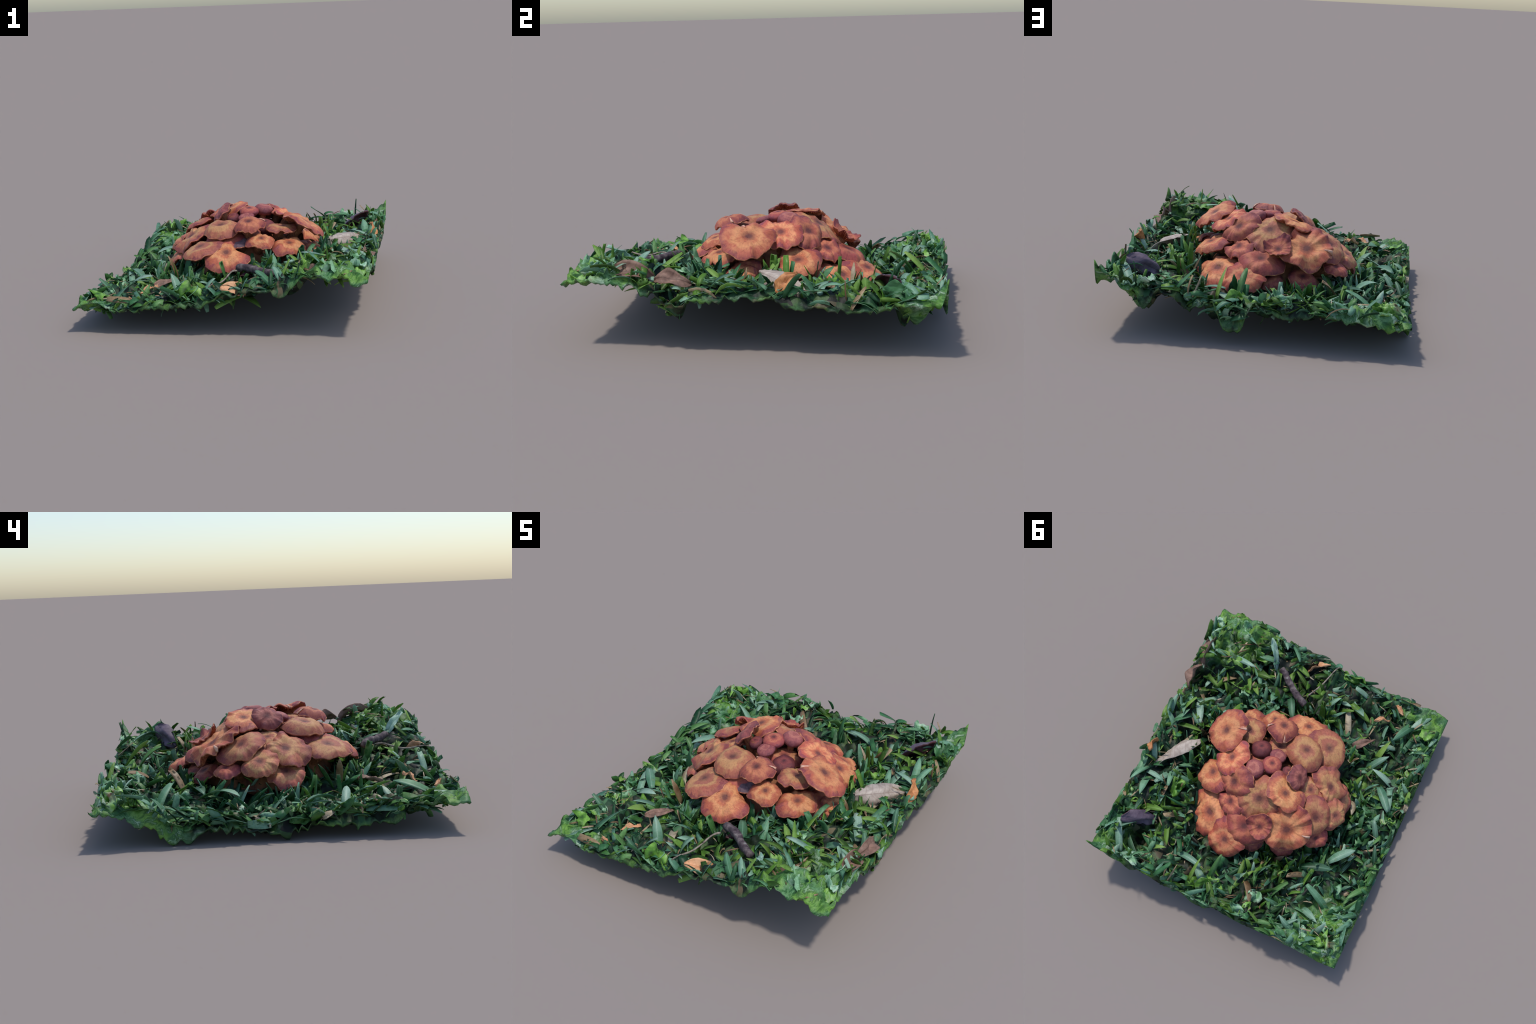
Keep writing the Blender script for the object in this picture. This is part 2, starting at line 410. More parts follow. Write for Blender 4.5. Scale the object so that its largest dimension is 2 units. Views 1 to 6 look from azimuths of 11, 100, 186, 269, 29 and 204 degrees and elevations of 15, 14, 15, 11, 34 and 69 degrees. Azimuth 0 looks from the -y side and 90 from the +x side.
# ----------------------------------------------------------------- mushrooms
# centre of the cap surface, lean of the cap axis (x, y parts), margin drop,
# margin radii in mm every 30 degrees round the axis, skin, shoulder, margin waviness
O, T, D, B, P = CAP_ORANGE, CAP_TAN, CAP_RED, CAP_BUD, CAP_PURPLE
CAPS = [
    ((.415, -.082, .524), (.44, .13), .020, (167, 143, 130, 150, 158, 141, 139, 156, 169, 171, 166, 168), O, .016, .012),
    ((.293, .073, .525), (.47, .09), .014, (133, 131, 130, 132, 130, 121, 107, 125, 135, 120, 110, 120), O, .014, .016),
    ((.203, .219, .512), (.40, .51), .032, (132, 115, 102, 101, 105, 123, 140, 138, 129, 115, 107, 122), D, .022, .012),
    ((.388, .184, .391), (.40, .10), .030, (126, 122, 122, 129, 150, 160, 149, 149, 124, 100, 110, 136), O, .014, .014),
    ((.300, .416, .288), (.28, .40), .050, (195, 185, 172, 178, 186, 178, 165, 155, 145, 150, 172, 192), O, .006, .022),
    ((.121, .546, .284), (.12, .44), .034, (138, 128, 124, 124, 120, 126, 141, 120, 116, 150, 160, 148), O, .014, .016),
    ((.029, .428, .370), (-.08, .40), .042, (140, 129, 125, 129, 138, 151, 160, 150, 141, 140, 150, 150), D, .020, .008),
    ((-.073, .405, .432), (.0, .53), -.016, (94, 78, 75, 81, 83, 85, 78, 88, 104, 98, 82, 88), D, .004, .017),
    ((.003, .255, .515), (.01, .54), .034, (152, 152, 172, 185, 145, 133, 160, 161, 156, 156, 140, 145), T, .010, .018),
    ((-.143, .161, .558), (-.32, -.06), .012, (134, 130, 107, 101, 122, 133, 156, 145, 95, 97, 150, 155), O, .010, .014),
    ((-.241, .347, .435), (-.15, .54), .012, (165, 180, 165, 159, 158, 151, 169, 180, 190, 185, 161, 157), O, .010, .030),
    ((-.381, .187, .435), (-.41, .33), .036, (131, 125, 155, 165, 150, 119, 114, 111, 114, 132, 147, 147), T, .014, .006),
    ((-.486, .089, .351), (-.57, .16), .036, (132, 99, 92, 115, 106, 88, 94, 97, 101, 111, 115, 129), T, .012, .010),
    ((-.429, .279, .313), (-.33, .24), .023, (82, 72, 83, 75, 62, 72, 88, 90, 96, 86, 76, 86), D, .012, .008),
    ((-.375, -.066, .403), (-.55, -.25), .014, (155, 107, 90, 114, 106, 101, 137, 147, 151, 162, 148, 150), T, .014, .014),
    ((-.250, -.322, .395), (-.28, -.10), .034, (165, 155, 148, 155, 155, 148, 135, 130, 137, 147, 155, 165), T, .014, .008),
    ((-.133, -.196, .513), (-.14, -.15), .046, (142, 131, 128, 135, 150, 147, 125, 118, 127, 130, 143, 150), T, .026, .006),
    ((.073, -.272, .557), (-.05, -.28), .038, (104, 111, 103, 116, 115, 97, 101, 107, 91, 89, 95, 89), D, .016, .010),
    ((-.053, -.414, .380), (.05, -.46), .030, (155, 108, 88, 118, 145, 133, 140, 152, 152, 149, 144, 155), O, .012, .014),
    ((.167, -.331, .458), (.11, -.30), .030, (85, 95, 85, 80, 94, 93, 100, 110, 86, 80, 100, 90), O, .010, .010),
    ((.270, -.154, .503), (.03, .05), .018, (103, 105, 100, 80, 82, 98, 95, 105, 112, 107, 112, 112), T, .010, .010),
    ((.342, -.268, .415), (.20, -.25), .033, (108, 115, 120, 115, 94, 91, 107, 119, 130, 120, 100, 90), O, .012, .014),
    ((-.186, .024, .566), (-.70, -.10), .030, (84, 90, 92, 90, 80, 76, 80, 90, 96, 96, 90, 84), B, .004, .012),
    ((.505, -.110, .345), (.45, -.30), .024, (74, 70, 68, 70, 74, 72, 76, 80, 74, 70, 68, 70), O, .012, .010),
    ((.185, .325, .410), (.34, .42), .016, (100, 92, 86, 92, 104, 110, 104, 96, 92, 88, 92, 98), D, .008, .020),
    ((-.450, -.060, .285), (-.45, -.05), .030, (116, 110, 106, 108, 116, 120, 120, 114, 110, 112, 118, 118), T, .012, .010),
    ((-.235, .405, .270), (-.15, .45), .032, (92, 88, 84, 86, 92, 94, 90, 86, 84, 88, 92, 94), D, .012, .008),
    ((-.020, .455, .265), (.0, .40), .030, (104, 98, 92, 92, 98, 104, 100, 96, 92, 94, 100, 102), D, .012, .008),
    ((-.100, -.230, .445), (-.10, -.30), .030, (140, 132, 126, 128, 136, 140, 136, 130, 126, 130, 138, 140), D, .012, .008),
    ((.010, -.280, .425), (-.10, -.25), .020, (70, 66, 62, 64, 68, 72, 70, 66, 64, 64, 66, 70), P, .008, .004),
    ((.440, -.130, .345), (.35, -.25), .030, (120, 114, 108, 110, 118, 120, 118, 112, 110, 114, 120, 122), D, .012, .008),
    ((.100, .020, .480), (.05, .0), .026, (108, 100, 96, 98, 104, 106, 104, 98, 94, 98, 104, 108), T, .010, .008),
    ((-.270, .030, .455), (-.35, .05), .020, (92, 88, 86, 88, 92, 94, 90, 88, 86, 88, 92, 94), T, .010, .008),
    ((.045, -.150, .485), (.05, -.15), .020, (84, 80, 78, 80, 84, 86, 82, 80, 78, 80, 84, 86), T, .010, .008),
    ((-.380, .060, .400), (-.45, .10), .030, (96, 92, 90, 92, 96, 98, 94, 92, 90, 92, 96, 98), T, .010, .008),
]
# young, still rounded caps: top of the cap, lean, radius mm, height ratio, skin
BUDS = [
    ((.152, -.087, .522), (.10, -.20), 70, 1.05, CAP_DARK),
    ((.119, .099, .594), (.15, .10), 66, .85, CAP_SMOOTH),
    ((.023, .018, .588), (.0, -.12), 66, .70, D),
    ((.016, -.066, .556), (-.10, -.25), 56, .60, CAP_SMOOTH),
    ((-.093, -.001, .540), (-.15, -.30), 46, 1.0, CAP_DARK),
    ((-.090, .060, .500), (.0, .0), 60, .8, B),
]
SPLITS = {0: (203, 211), 10: (188,), 17: (22, 117)}


def cyc(radii, th):
    """smooth periodic interpolation of the margin radii"""
    n = len(radii)
    f = (th / (2 * math.pi)) % 1 * n
    i, t = int(f), f % 1
    p = [radii[(i + k) % n] for k in (-1, 0, 1, 2)]
    return p[1] + .5 * t * (p[2] - p[0] + t * (2 * p[0] - 5 * p[1] + 4 * p[2] - p[3] + t * (3 * (p[1] - p[2]) + p[3] - p[0])))


def axis_matrix(lean, at):
    nx, ny = lean
    n = Vector((nx, ny, math.sqrt(max(.05, 1 - nx * nx - ny * ny)))).normalized()
    a = Vector((0, 1, 0)).cross(n).normalized()
    b = n.cross(a)
    m = Matrix((a, b, n)).transposed().to_4x4()
    m.translation = Vector(at)
    return m


PLACED = []     # (inverse matrix, radius function, size) used to keep grass out of caps


def cap_surface(idx, radii, drop, shoulder, wave):
    size = sum(radii) / 12000.0
    seed = idx * 7.31
    splits = [math.radians(a) for a in SPLITS.get(idx, ())]

    def rim(th):
        r = cyc(radii, th) / 1000
        c, s = math.cos(th), math.sin(th)
        r *= 1 + .085 * nz(c * 1.9 + seed, s * 1.9, 1) + .032 * nz(c * 5 + seed, s * 5, 3) + .022 * nz(c * 15, s * 15, seed)
        for a in splits:
            d = (th - a + math.pi) % (2 * math.pi) - math.pi
            r *= 1 - .20 * math.exp(-(d / .06) ** 2)
        return r

    def top(t, th):
        c, s = math.cos(th), math.sin(th)
        z = shoulder * .7 * (1 - math.exp(-(t / .34) ** 2)) - (drop + shoulder * .7) * (.45 * t ** 2 + .55 * t ** 5)
        z += wave * t ** 2.2 * 2.4 * (nz(c * 1.5 + seed, s * 1.5, 6) + .6 * nz(c * 3.4, s * 3.4 + seed, 9))
        z += size * (.03 + 3.0 * wave) * nz(c * t * 2.2 + seed, s * t * 2.2, 2) * min(1, t * 3)
        z += size * 2.6 * wave * t ** 1.8 * (abs(nz(c * 1.5 + seed, s * 1.5, t * 1.5)) - .25)
        z += size * .02 * t ** 2 * nz(c * 8, s * 8, seed)
        return z
    return size, rim, top


def revolve_shell(name, size, rim, top, thick, nth=96, rings=18, curl=0.0):
    """cap: domed skin, rounded margin and an underside, as one closed body in units of its size"""
    v, f = [], []
    prof = []
    for k in range(1, rings + 1):
        prof.append(("t", k / rings * .955))
    for a in (25, 55, 90, 125, 155):
        prof.append(("e", math.radians(a)))
    for k in range(8):
        prof.append(("u", .93 - .9 * k / 7))
    v.append((0, 0, top(0, 0) / size))
    for kind, t in prof:
        for j in range(nth):
            th = 2 * math.pi * j / nth
            r = rim(th)
            w = thick * (.8 + .25 * nz(math.cos(th) * 2, math.sin(th) * 2, size * 90))
            if kind == "t":
                q, z = t * r, top(t, th)
            elif kind == "e":
                zt = top(.975, th)
                q = r * .962 + math.sin(t) * w * .5
                z = zt - w * .5 * (1 - math.cos(t))
                q = min(q, r * 1.03)
            else:
                q = t * r
                z = top(min(t * 1.03, 1), th) - w * (1.0 + 1.5 * (1 - t))
            v.append((q * math.cos(th) / size, q * math.sin(th) / size, z / size))
    n = len(prof)
    for j in range(nth):
        f.append((0, 1 + j, 1 + (j + 1) % nth))
    for k in range(n - 1):
        for j in range(nth):
            a = 1 + k * nth + j
            b = 1 + k * nth + (j + 1) % nth
            f.append((a, a + nth, b + nth, b))
    last = 1 + (n - 1) * nth
    f.append(tuple(last + j for j in range(nth))[::-1])
    idx = [0] * len(f)
    for k in range(rings, rings + 2):
        idx[nth * (k + 1 - 0):nth * (k + 2)] = [1] * nth
    return make_mesh(name, v, f, True, idx)


def gill_mesh(name, size, rim, top, thick, count=64):
    """radial lamellae hanging under the cap, every other one short"""
    v, f = [], []
    for k in range(count):
        th = 2 * math.pi * (k + .3 * nz(k * 1.7, size * 50)) / count
        inner = .18 if k % 2 == 0 else .5
        ts = np.linspace(inner, .955, 6)
        hw = .0016
        base = len(v)
        for t in ts:
            r = rim(th)
            q = t * r
            z = top(t, th) - thick * (.75 + 1.3 * (1 - t))
            deep = .016 * min(1, (1.02 - t) * 6) * (.7 if k % 2 else 1) * size / .13
            cx, cy = math.cos(th), math.sin(th)
            for s, zz in ((hw, z), (hw * .5, z - deep), (-hw * .5, z - deep), (-hw, z)):
                v.append(((q * cx - s * cy) / size, (q * cy + s * cx) / size, zz / size))
        for i in range(5):
            for a in range(4):
                b = (a + 1) % 4
                p = base + i * 4
                f.append((p + a, p + b, p + 4 + b, p + 4 + a))
        f.append((base + 3, base + 2, base + 1, base))
        e = base + 20
        f.append((e, e + 1, e + 2, e + 3))
    return make_mesh(name, v, f, smooth=False)


def tube(name, pts, radii, sides=14, lump=.0, seed=0.0):
    """a bent tapering rod through pts"""
    v, f = [], []
    pts = [Vector(p) for p in pts]
    up = Vector((.3, .9, .2))
    for i, p in enumerate(pts):
        d = (pts[min(i + 1, len(pts) - 1)] - pts[max(i - 1, 0)]).normalized()
        a = d.cross(up).normalized()
        b = d.cross(a)
        for j in range(sides):
            th = 2 * math.pi * j / sides
            r = radii[i] * (1 + lump * nz(math.cos(th) * 1.5 + seed, math.sin(th) * 1.5, i * .6))
            v.append(p + a * (r * math.cos(th)) + b * (r * math.sin(th)))
    for i in range(len(pts) - 1):
        for j in range(sides):
            a, b = i * sides + j, i * sides + (j + 1) % sides
            f.append((a, b, b + sides, a + sides))
    f.append(tuple(range(sides))[::-1])
    f.append(tuple((len(pts) - 1) * sides + j for j in range(sides)))
    return make_mesh(name, v, f)


def add_stem(cap, m, size, base_r):
    """stem from under the cap down to the common foot of the clump, in the cap's own space"""
    top_w = m @ Vector((0, 0, -.12))
    foot = Vector((top_w.x * .5, top_w.y * .5 + .02, land(top_w.x * .5, top_w.y * .5) + .02))
    low = m @ Vector((0, 0, -.55))
    low.z = max(low.z, land(low.x, low.y) + .03)
    pts = []
    for i in range(7):
        t = i / 6
        pts.append(top_w * (1 - t) ** 2 + low * 2 * t * (1 - t) + foot * t * t)
    inv = m.inverted()
    me = tube("stem", [inv @ p for p in pts], [base_r / size * (1 + .35 * abs(i / 6 - .4)) for i in range(7)], 12, .15, size * 40)
    add_obj("stem", me, cap, [STEM])


def torn_wedge(cap, size, rim, top, ang):
    """pale torn flesh standing in a split of the margin"""
    a = math.radians(ang)
    v, f = [], []
    for i in range(5):
        t = .62 + .35 * i / 4
        w = .085 * (i / 4) ** .8 + .006
        for s, dz in ((-w, .0), (-w * .3, .035 * i / 4 + .012), (w * .5, .02), (w, -.01), (0, -.09)):
            th = a + s
            q = t * cyc([rim(a - .12), rim(a + .12)], 0) / size
            v.append((q * math.cos(th), q * math.sin(th), top(t, th) / size + dz))
    for i in range(4):
        for k in range(5):
            p, n = i * 5 + k, i * 5 + (k + 1) % 5
            f.append((p, n, n + 5, p + 5))
    f.append((4, 3, 2, 1, 0))
    f.append((20, 21, 22, 23, 24))
    add_obj("torn_flesh", make_mesh("torn_flesh", v, f), cap, [FLESH])


for i, (at, lean, drop, radii, skin, shoulder, wave) in enumerate(CAPS):
    size, rim, top = cap_surface(i, radii, drop, shoulder, wave)
    m = axis_matrix(lean, at) @ Matrix.Scale(size, 4)
    thick = .013
    cap = add_obj("mushroom_cap", revolve_shell("mushroom_cap", size, rim, top, thick), root, [skin, MARGIN])
    cap.matrix_world = m
    add_obj("gills", gill_mesh("gills", size, rim, top, thick), cap, [GILL])
    add_stem(cap, m, size, .028)
    for ang in SPLITS.get(i, ()):
        torn_wedge(cap, size, rim, top, ang)
    PLACED.append((m.inverted(), max(radii) / 1000 / size, size))

for i, (at, lean, r, hr, skin) in enumerate(BUDS):
    size = r / 1000
    seed = 90 + i * 5.7
    m = axis_matrix(lean, at) @ Matrix.Scale(size, 4)
    v, f, nth, nr = [(0, 0, -.02)], [], 48, 22
    for k in range(1, nr):
        a = math.pi * k / nr
        for j in range(nth):
            th = 2 * math.pi * j / nth
            c, s = math.cos(th), math.sin(th)
            q = math.sin(a) ** .85
            z = (math.cos(a) - 1) * hr * (.62 if a < math.pi / 2 else .70)
            z += .12 * math.exp(-(q / .3) ** 2) * (-.6 if a < 1.5 else 0)
            g = 1 + .10 * nz(c * 1.2 + seed, s * 1.2, math.cos(a)) + .04 * nz(c * 4, s * 4 + seed, a * 2)
            v.append((q * c * g, q * s * g, z + .05 * nz(c * q * 2 + seed, s * q * 2, 3)))
    for j in range(nth):
        f.append((0, 1 + j, 1 + (j + 1) % nth))
    for k in range(nr - 2):
        for j in range(nth):
            a, b = 1 + k * nth + j, 1 + k * nth + (j + 1) % nth
            f.append((a, a + nth, b + nth, b))
    f.append(tuple(1 + (nr - 2) * nth + j for j in range(nth))[::-1])
    cap = add_obj("mushroom_cap", make_mesh("young_cap", v, f), root, [skin])
    cap.matrix_world = m
    add_stem(cap, m, size, .022)
    PLACED.append((m.inverted(), 1.0, size))

# fused foot of the clump: a lumpy dome that closes the gaps between the stems
v, f = [(0, .03, .43)], []
for k in range(1, 15):
    t = k / 14
    for j in range(60):
        th = 2 * math.pi * j / 60
        c, s = math.cos(th), math.sin(th)
        r = .40 * t * (1 + .10 * nz(c * 2, s * 2, 5) + .06 * nz(c * 6, s * 6, t * 3))
        z = land(r * c, .03 + r * s) + .005 + .19 * (1 - t ** 2.2) + .02 * nz(c * r * 14, s * r * 14, 2) - .02 * t
        v.append((r * c, .03 + r * s, z))
for j in range(60):
    f.append((0, 1 + j, 1 + (j + 1) % 60))
for k in range(13):
    for j in range(60):
        a, b = 1 + k * 60 + j, 1 + k * 60 + (j + 1) % 60
        f.append((a, a + 60, b + 60, b))
f.append(tuple(1 + 13 * 60 + j for j in range(60))[::-1])
add_obj("clump_foot", make_mesh("clump_foot", v, f), root, [STEM])


def inside_cap(p, slack=.03, shrink=.97):
    for inv, rr, size in PLACED:
        q = inv @ p
        if abs(q.z + .1) < (slack / size) + .1 and q.x * q.x + q.y * q.y < (rr * shrink) ** 2:
            return True
    return False


def under_cap(x, y, shrink=.8):
    for inv, rr, size in PLACED:
        c = inv.inverted().translation
        if (c.x - x) ** 2 + (c.y - y) ** 2 < (size * shrink) ** 2:
            return True
    return math.hypot(x, y - .03) < .3


# ----------------------------------------------------------------- turf skin
NX, NY = 112, 122
v, f = [], []
for j in range(NY):
    for i in range(NX):
        x = -HX + 2 * HX * i / (NX - 1)
        y = -HY + 2 * HY * j / (NY - 1)
        edge = i in (0, NX - 1) or j in (0, NY - 1)
        z = land(x, y) - .02 + crumple(x, y)
        low, pull = lip(x, y)
        low += (.022 if low > .13 else 0) + .03 * nz(x * 14, y * 14, 31) + .03 * (abs(nz(x * 26, y * 26, 35)) * 2 - .5)
        z += (low - z) * pull ** .75
        jx = 0 if i in (0, NX - 1) else .006 * nz(x * 40, y * 40, 3)
        jy = 0 if j in (0, NY - 1) else .006 * nz(x * 40, y * 40, 7)
        if edge:
            z += .012 * nz(x * 17, y * 17, 14)
        v.append((x + jx, y + jy, max(z, .009)))
top_n = len(v)
for k in range(top_n):
    x, y, z = v[k]
    v.append((x * .992, y * .992, max(z - .010, 0)))
for j in range(NY - 1):
    for i in range(NX - 1):
        a = j * NX + i
        f.append((a, a + 1, a + 1 + NX, a + NX))
        b = a + top_n
        f.append((b, b + NX, b + 1 + NX, b + 1))
ring = [i for i in range(NX)] + [(j + 1) * NX - 1 for j in range(1, NY)] + \
       [(NY - 1) * NX + i for i in range(NX - 2, -1, -1)] + [j * NX for j in range(NY - 2, 0, -1)]
for k, a in enumerate(ring):
    b = ring[(k + 1) % len(ring)]
    f.append((b, a, a + top_n, b + top_n))
zmin = min(p[2] for p in v)
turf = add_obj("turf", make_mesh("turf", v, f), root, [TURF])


# -------------------------------------------------------------- grass blades
def blade_points(length, width, bend, fold, twist, segs=7, thick=.0022, blunt=.3):
    """lance-shaped blade along +x from the origin, folded along its midrib, curling by `bend` radians"""
    v, f = [], []
    x = z = 0.0
    for i in range(segs + 1):
        t = i / segs
        w = width * .5 * min(1, .6 + 1.4 * t) * (1 - (max(0, t - .5) / .5) ** 2.2 * (1 - blunt))
        a = -bend * (t - .2)
        if i:
            x += length / segs * math.cos(a)
            z += length / segs * math.sin(a)
        tw = twist * t
        side = (-math.sin(tw) * math.sin(a) * 0, math.cos(tw), math.sin(tw))
        nrm = (-math.sin(a), 0, math.cos(a))
        for s, up in ((-1, fold * w), (0, 0), (1, fold * w)):
            p = (x + nrm[0] * up, side[1] * w * s, z + nrm[2] * up + side[2] * w * s)
            v.append(p)
        for s, up in ((-1, fold * w), (0, 0), (1, fold * w)):
            p = (x + nrm[0] * (up - thick), side[1] * w * s * .96, z + nrm[2] * (up - thick) + side[2] * w * s)
            v.append(p)
    for i in range(segs):
        o, n = i * 6, i * 6 + 6
        f += [(o, o + 1, n + 1, n), (o + 1, o + 2, n + 2, n + 1),
              (o + 4, o + 3, n + 3, n + 4), (o + 5, o + 4, n + 4, n + 5),
              (o, n, n + 3, o + 3), (o + 2, o + 5, n + 5, n + 2)]
    f += [(0, 3, 4, 1), (1, 4, 5, 2)]
    e = segs * 6
    f += [(e, e + 1, e + 4, e + 3), (e + 1, e + 2, e + 5, e + 4)]
    return v, f


def blade_matrix(p, az, lean, roll):
    return Matrix.Translation(p) @ Matrix.Rotation(az, 4, "Z") @ Matrix.Rotation(-lean, 4, "Y") @ Matrix.Rotation(roll, 4, "X")


def pick_colour(x, y):
    k = nz(x * 2.2, y * 2.2, 21) + R.uniform(-.5, .5)
    u = R.random()
    if u < .05:
        return 4
    if u < .23 + corner_near(x, y) * .5:
        return 3
    if k + .30 * x + corner_near(x, y) * .3 > .20:
        return 2
    return 0 if k - .30 * x < .02 else 1


def steepness(x, y):
    """blades lie flatter on the -x side, stand up on the +x and far sides and round the clump"""
    s = .54 + .20 * x + .08 * y
    d = math.hypot(x, y - .03)
    if d < .75:
        s += .35 * (1 - (d - .45) / .30)
    if y > .45 and -.1 < x < .6:          # trodden flat in front of the drooping rear caps
        s -= .45
    return s


def ground(x, y):
    return max(land(x, y) - .02 + crumple(x, y), .01)


LITTER_SPOTS = [(.66, .80, .08), (.58, .72, .07), (.74, .84, .06), (.06, -.58, .05), (.12, -.61, .05), (.19, -.655, .05), (.26, -.70, .05), (.70, .09, .07), (.76, .18, .06),
                (.66, .70, .07), (.86, .19, .05), (.09, -.92, .05), (.86, -.50, .05), (.03, -.67, .03), (-.02, -.85, .03), (.64, .02, .05)]


def stand(x, y, length, spread=.36):
    """a place, heading and lean for a blade that stays inside the cut square"""
    if any((x - a) ** 2 + (y - b) ** 2 < r * r for a, b, r in LITTER_SPOTS) and R.random() < .85:
        return None
    for _ in range(10):
        az = R.uniform(0, 2 * math.pi)
        lean = min(1.4, max(.05, R.gauss(steepness(x, y), spread)))
        reach = length * math.cos(lean) * .9
        if abs(x + reach * math.cos(az)) < HX - .018 and abs(y + reach * math.sin(az)) < HY - .016:
            z = ground(x, y) * .6 + (land(x, y) - .03) * .4 - .015
            return Vector((x, y, max(z, .012))), az, lean
    return None


def sparse(x, y):
    """the smeared corners and the lip carry fewer blades"""
    return R.random() < 1.0 * corner_near(x, y)


# the blades that show largest: separate objects on shared meshes
variants = []
for k in range(16):
    L = R.uniform(.17, .29)
    bv, bf = blade_points(L, R.uniform(.038, .058), R.uniform(.1, 1.2), R.uniform(.15, .5), R.uniform(-.8, .8), 7, .0022, R.choice((.05, .15, .3, .5)))
    variants.append((L, make_mesh("grass_blade", bv, bf)))
coloured = {}


def big_blade(me, m, ci):
    key = (me.name, ci)
    if key not in coloured:
        c = me.copy()
        c.materials.append(BROAD_MATS[ci])
        coloured[key] = c
    o = bpy.data.objects.new("grass_blade", coloured[key])
    COL.objects.link(o)
    o.parent = root
    o.matrix_world = m


# a few blades that stand out: foot, tip, width scale, colour
SHOWY = [
    ((-.274, -.78, .15), (-.323, -.712, .327), 1.0, 3), ((.100, .82, .22), (.075, .712, .400), .7, 1),
    ((-.572, .359, .20), (-.685, .214, .26), 1.2, 3), ((-.42, .47, .20), (-.60, .40, .26), 1.2, 0),
    ((.21, .90, .24), (.19, .78, .40), .8, 2), ((-.70, -.86, .15), (-.62, -.66, .27), 1.1, 0),
    ((.52, -.72, .31), (.40, -.58, .40), 1.0, 0), ((.74, -.30, .30), (.66, -.14, .42), 1.1, 3),
    ((.18, -.62, .26), (.13, -.50, .38), 1.1, 0), ((.28, -.60, .27), (.27, -.50, .40), 1.0, 0),
    ((-.66, -.30, .16), (-.78, -.16, .23), 1.1, 3),
]
for foot, tip, wide, ci in SHOWY:
    L, me = variants[R.randrange(16)]
    foot, tip = Vector(foot), Vector(tip)
    d = tip - foot
    k = d.length / L * 1.05
    m = blade_matrix(foot, math.atan2(d.y, d.x), math.asin(d.z / d.length), R.uniform(-.2, .2)) @ Matrix.Diagonal((k, wide, 1, 1))
    big_blade(me, m, ci)

made = tries = 0
while made < 285 and tries < 6000:
    tries += 1
    x, y = R.uniform(-HX, HX), R.uniform(-HY, HY)
    if under_cap(x, y, .7) or sparse(x, y):
        continue
    L, me = R.choice(variants)
    sc = R.uniform(.6, 1.0)
    got = stand(x, y, L * sc)
    if not got:
        continue
    p, az, lean = got
    m = blade_matrix(p, az, lean, R.uniform(-.6, .6)) @ Matrix.Scale(sc, 4)
    tip = m @ Vector((L, 0, 0))
    if any(inside_cap(m @ Vector((L * t, 0, 0))) for t in (.4, .7, 1.0)) or tip.z > land(tip.x, tip.y) + .13:
        continue
    ends = [m @ w.co for w in me.vertices]
    if any(abs(q.x) > HX + .012 or abs(q.y) > HY + .004 or q.z < .004 for q in ends):
        continue
    big_blade(me, m, pick_colour(x, y))
    made += 1

# all the smaller blades, joined
sv, sf, sm = [], [], []


def stuff_blade(m, L, W, ci, upright=False):
    bv, bf = blade_points(L, W, R.uniform(-.3, .6 if upright else 1.5), R.uniform(.1, .6), R.uniform(-1.1, 1.1), 4, .0018, R.choice((.05, .2, .4, .8)))
    o = len(sv)
    lim = R.uniform(0, .006)
    for q in bv:
        w = m @ Vector(q)
        sv.append((min(max(w.x, -HX - lim), HX + lim), min(max(w.y, -HY - lim), HY + lim), max(w.z, .003)))
    sf.extend(tuple(a + o for a in q) for q in bf)
    sm.extend([ci] * len(bf))


# upright blades banked against the lowest caps
for k in range(420):
    th = R.uniform(0, 2 * math.pi)
    r = .30
    while under_cap(r * math.cos(th), .03 + r * math.sin(th), .93) and r < .8:
        r += .02
    r += abs(R.gauss(0, .05))
    x, y = r * math.cos(th), .03 + r * math.sin(th)
    if y > .3 and -.1 < x < .6 and R.random() < .75:
        continue
    L, W = R.uniform(.08, .20), R.uniform(.022, .046)
    m = blade_matrix(Vector((x, y, ground(x, y) - .015)), R.uniform(0, 6.28), R.uniform(.75, 1.45), R.uniform(-.6, .6))
    if any(inside_cap(m @ Vector((L * t, 0, 0)), .015) for t in (.4, .7, 1.0)):
        continue
    stuff_blade(m, L, W, pick_colour(x, y), True)

for count in range(2700):
    x, y = R.uniform(-HX, HX), R.uniform(-HY, HY)
    if under_cap(x, y, .52) or sparse(x, y):
        continue
    n = tuft(x, y)
    if n < R.uniform(-.28, .0):      # hollows between the tufts
        continue
    L = R.uniform(.07, .19) * (.85 + .7 * max(0, n))
    W = R.uniform(.016, .038)
    got = stand(x, y, L, .42)
    if not got:
        continue
    p, az, lean = got
    m = blade_matrix(p, az, lean, R.uniform(-.9, .9))
    tip = m @ Vector((L, 0, 0))
    if tip.z < max(lip(tip.x, tip.y)[0], land(tip.x, tip.y) - .08):
        continue
    if any(inside_cap(m @ Vector((L * t, 0, 0)), .02) for t in (.5, 1.0)) or tip.z > land(tip.x, tip.y) + (.15 if tip.x > .75 or tip.y > .8 else .10):
        continue
    ci = pick_colour(x, y)
    if ci == 4:
        W *= .4
    stuff_blade(m, L, W, ci)
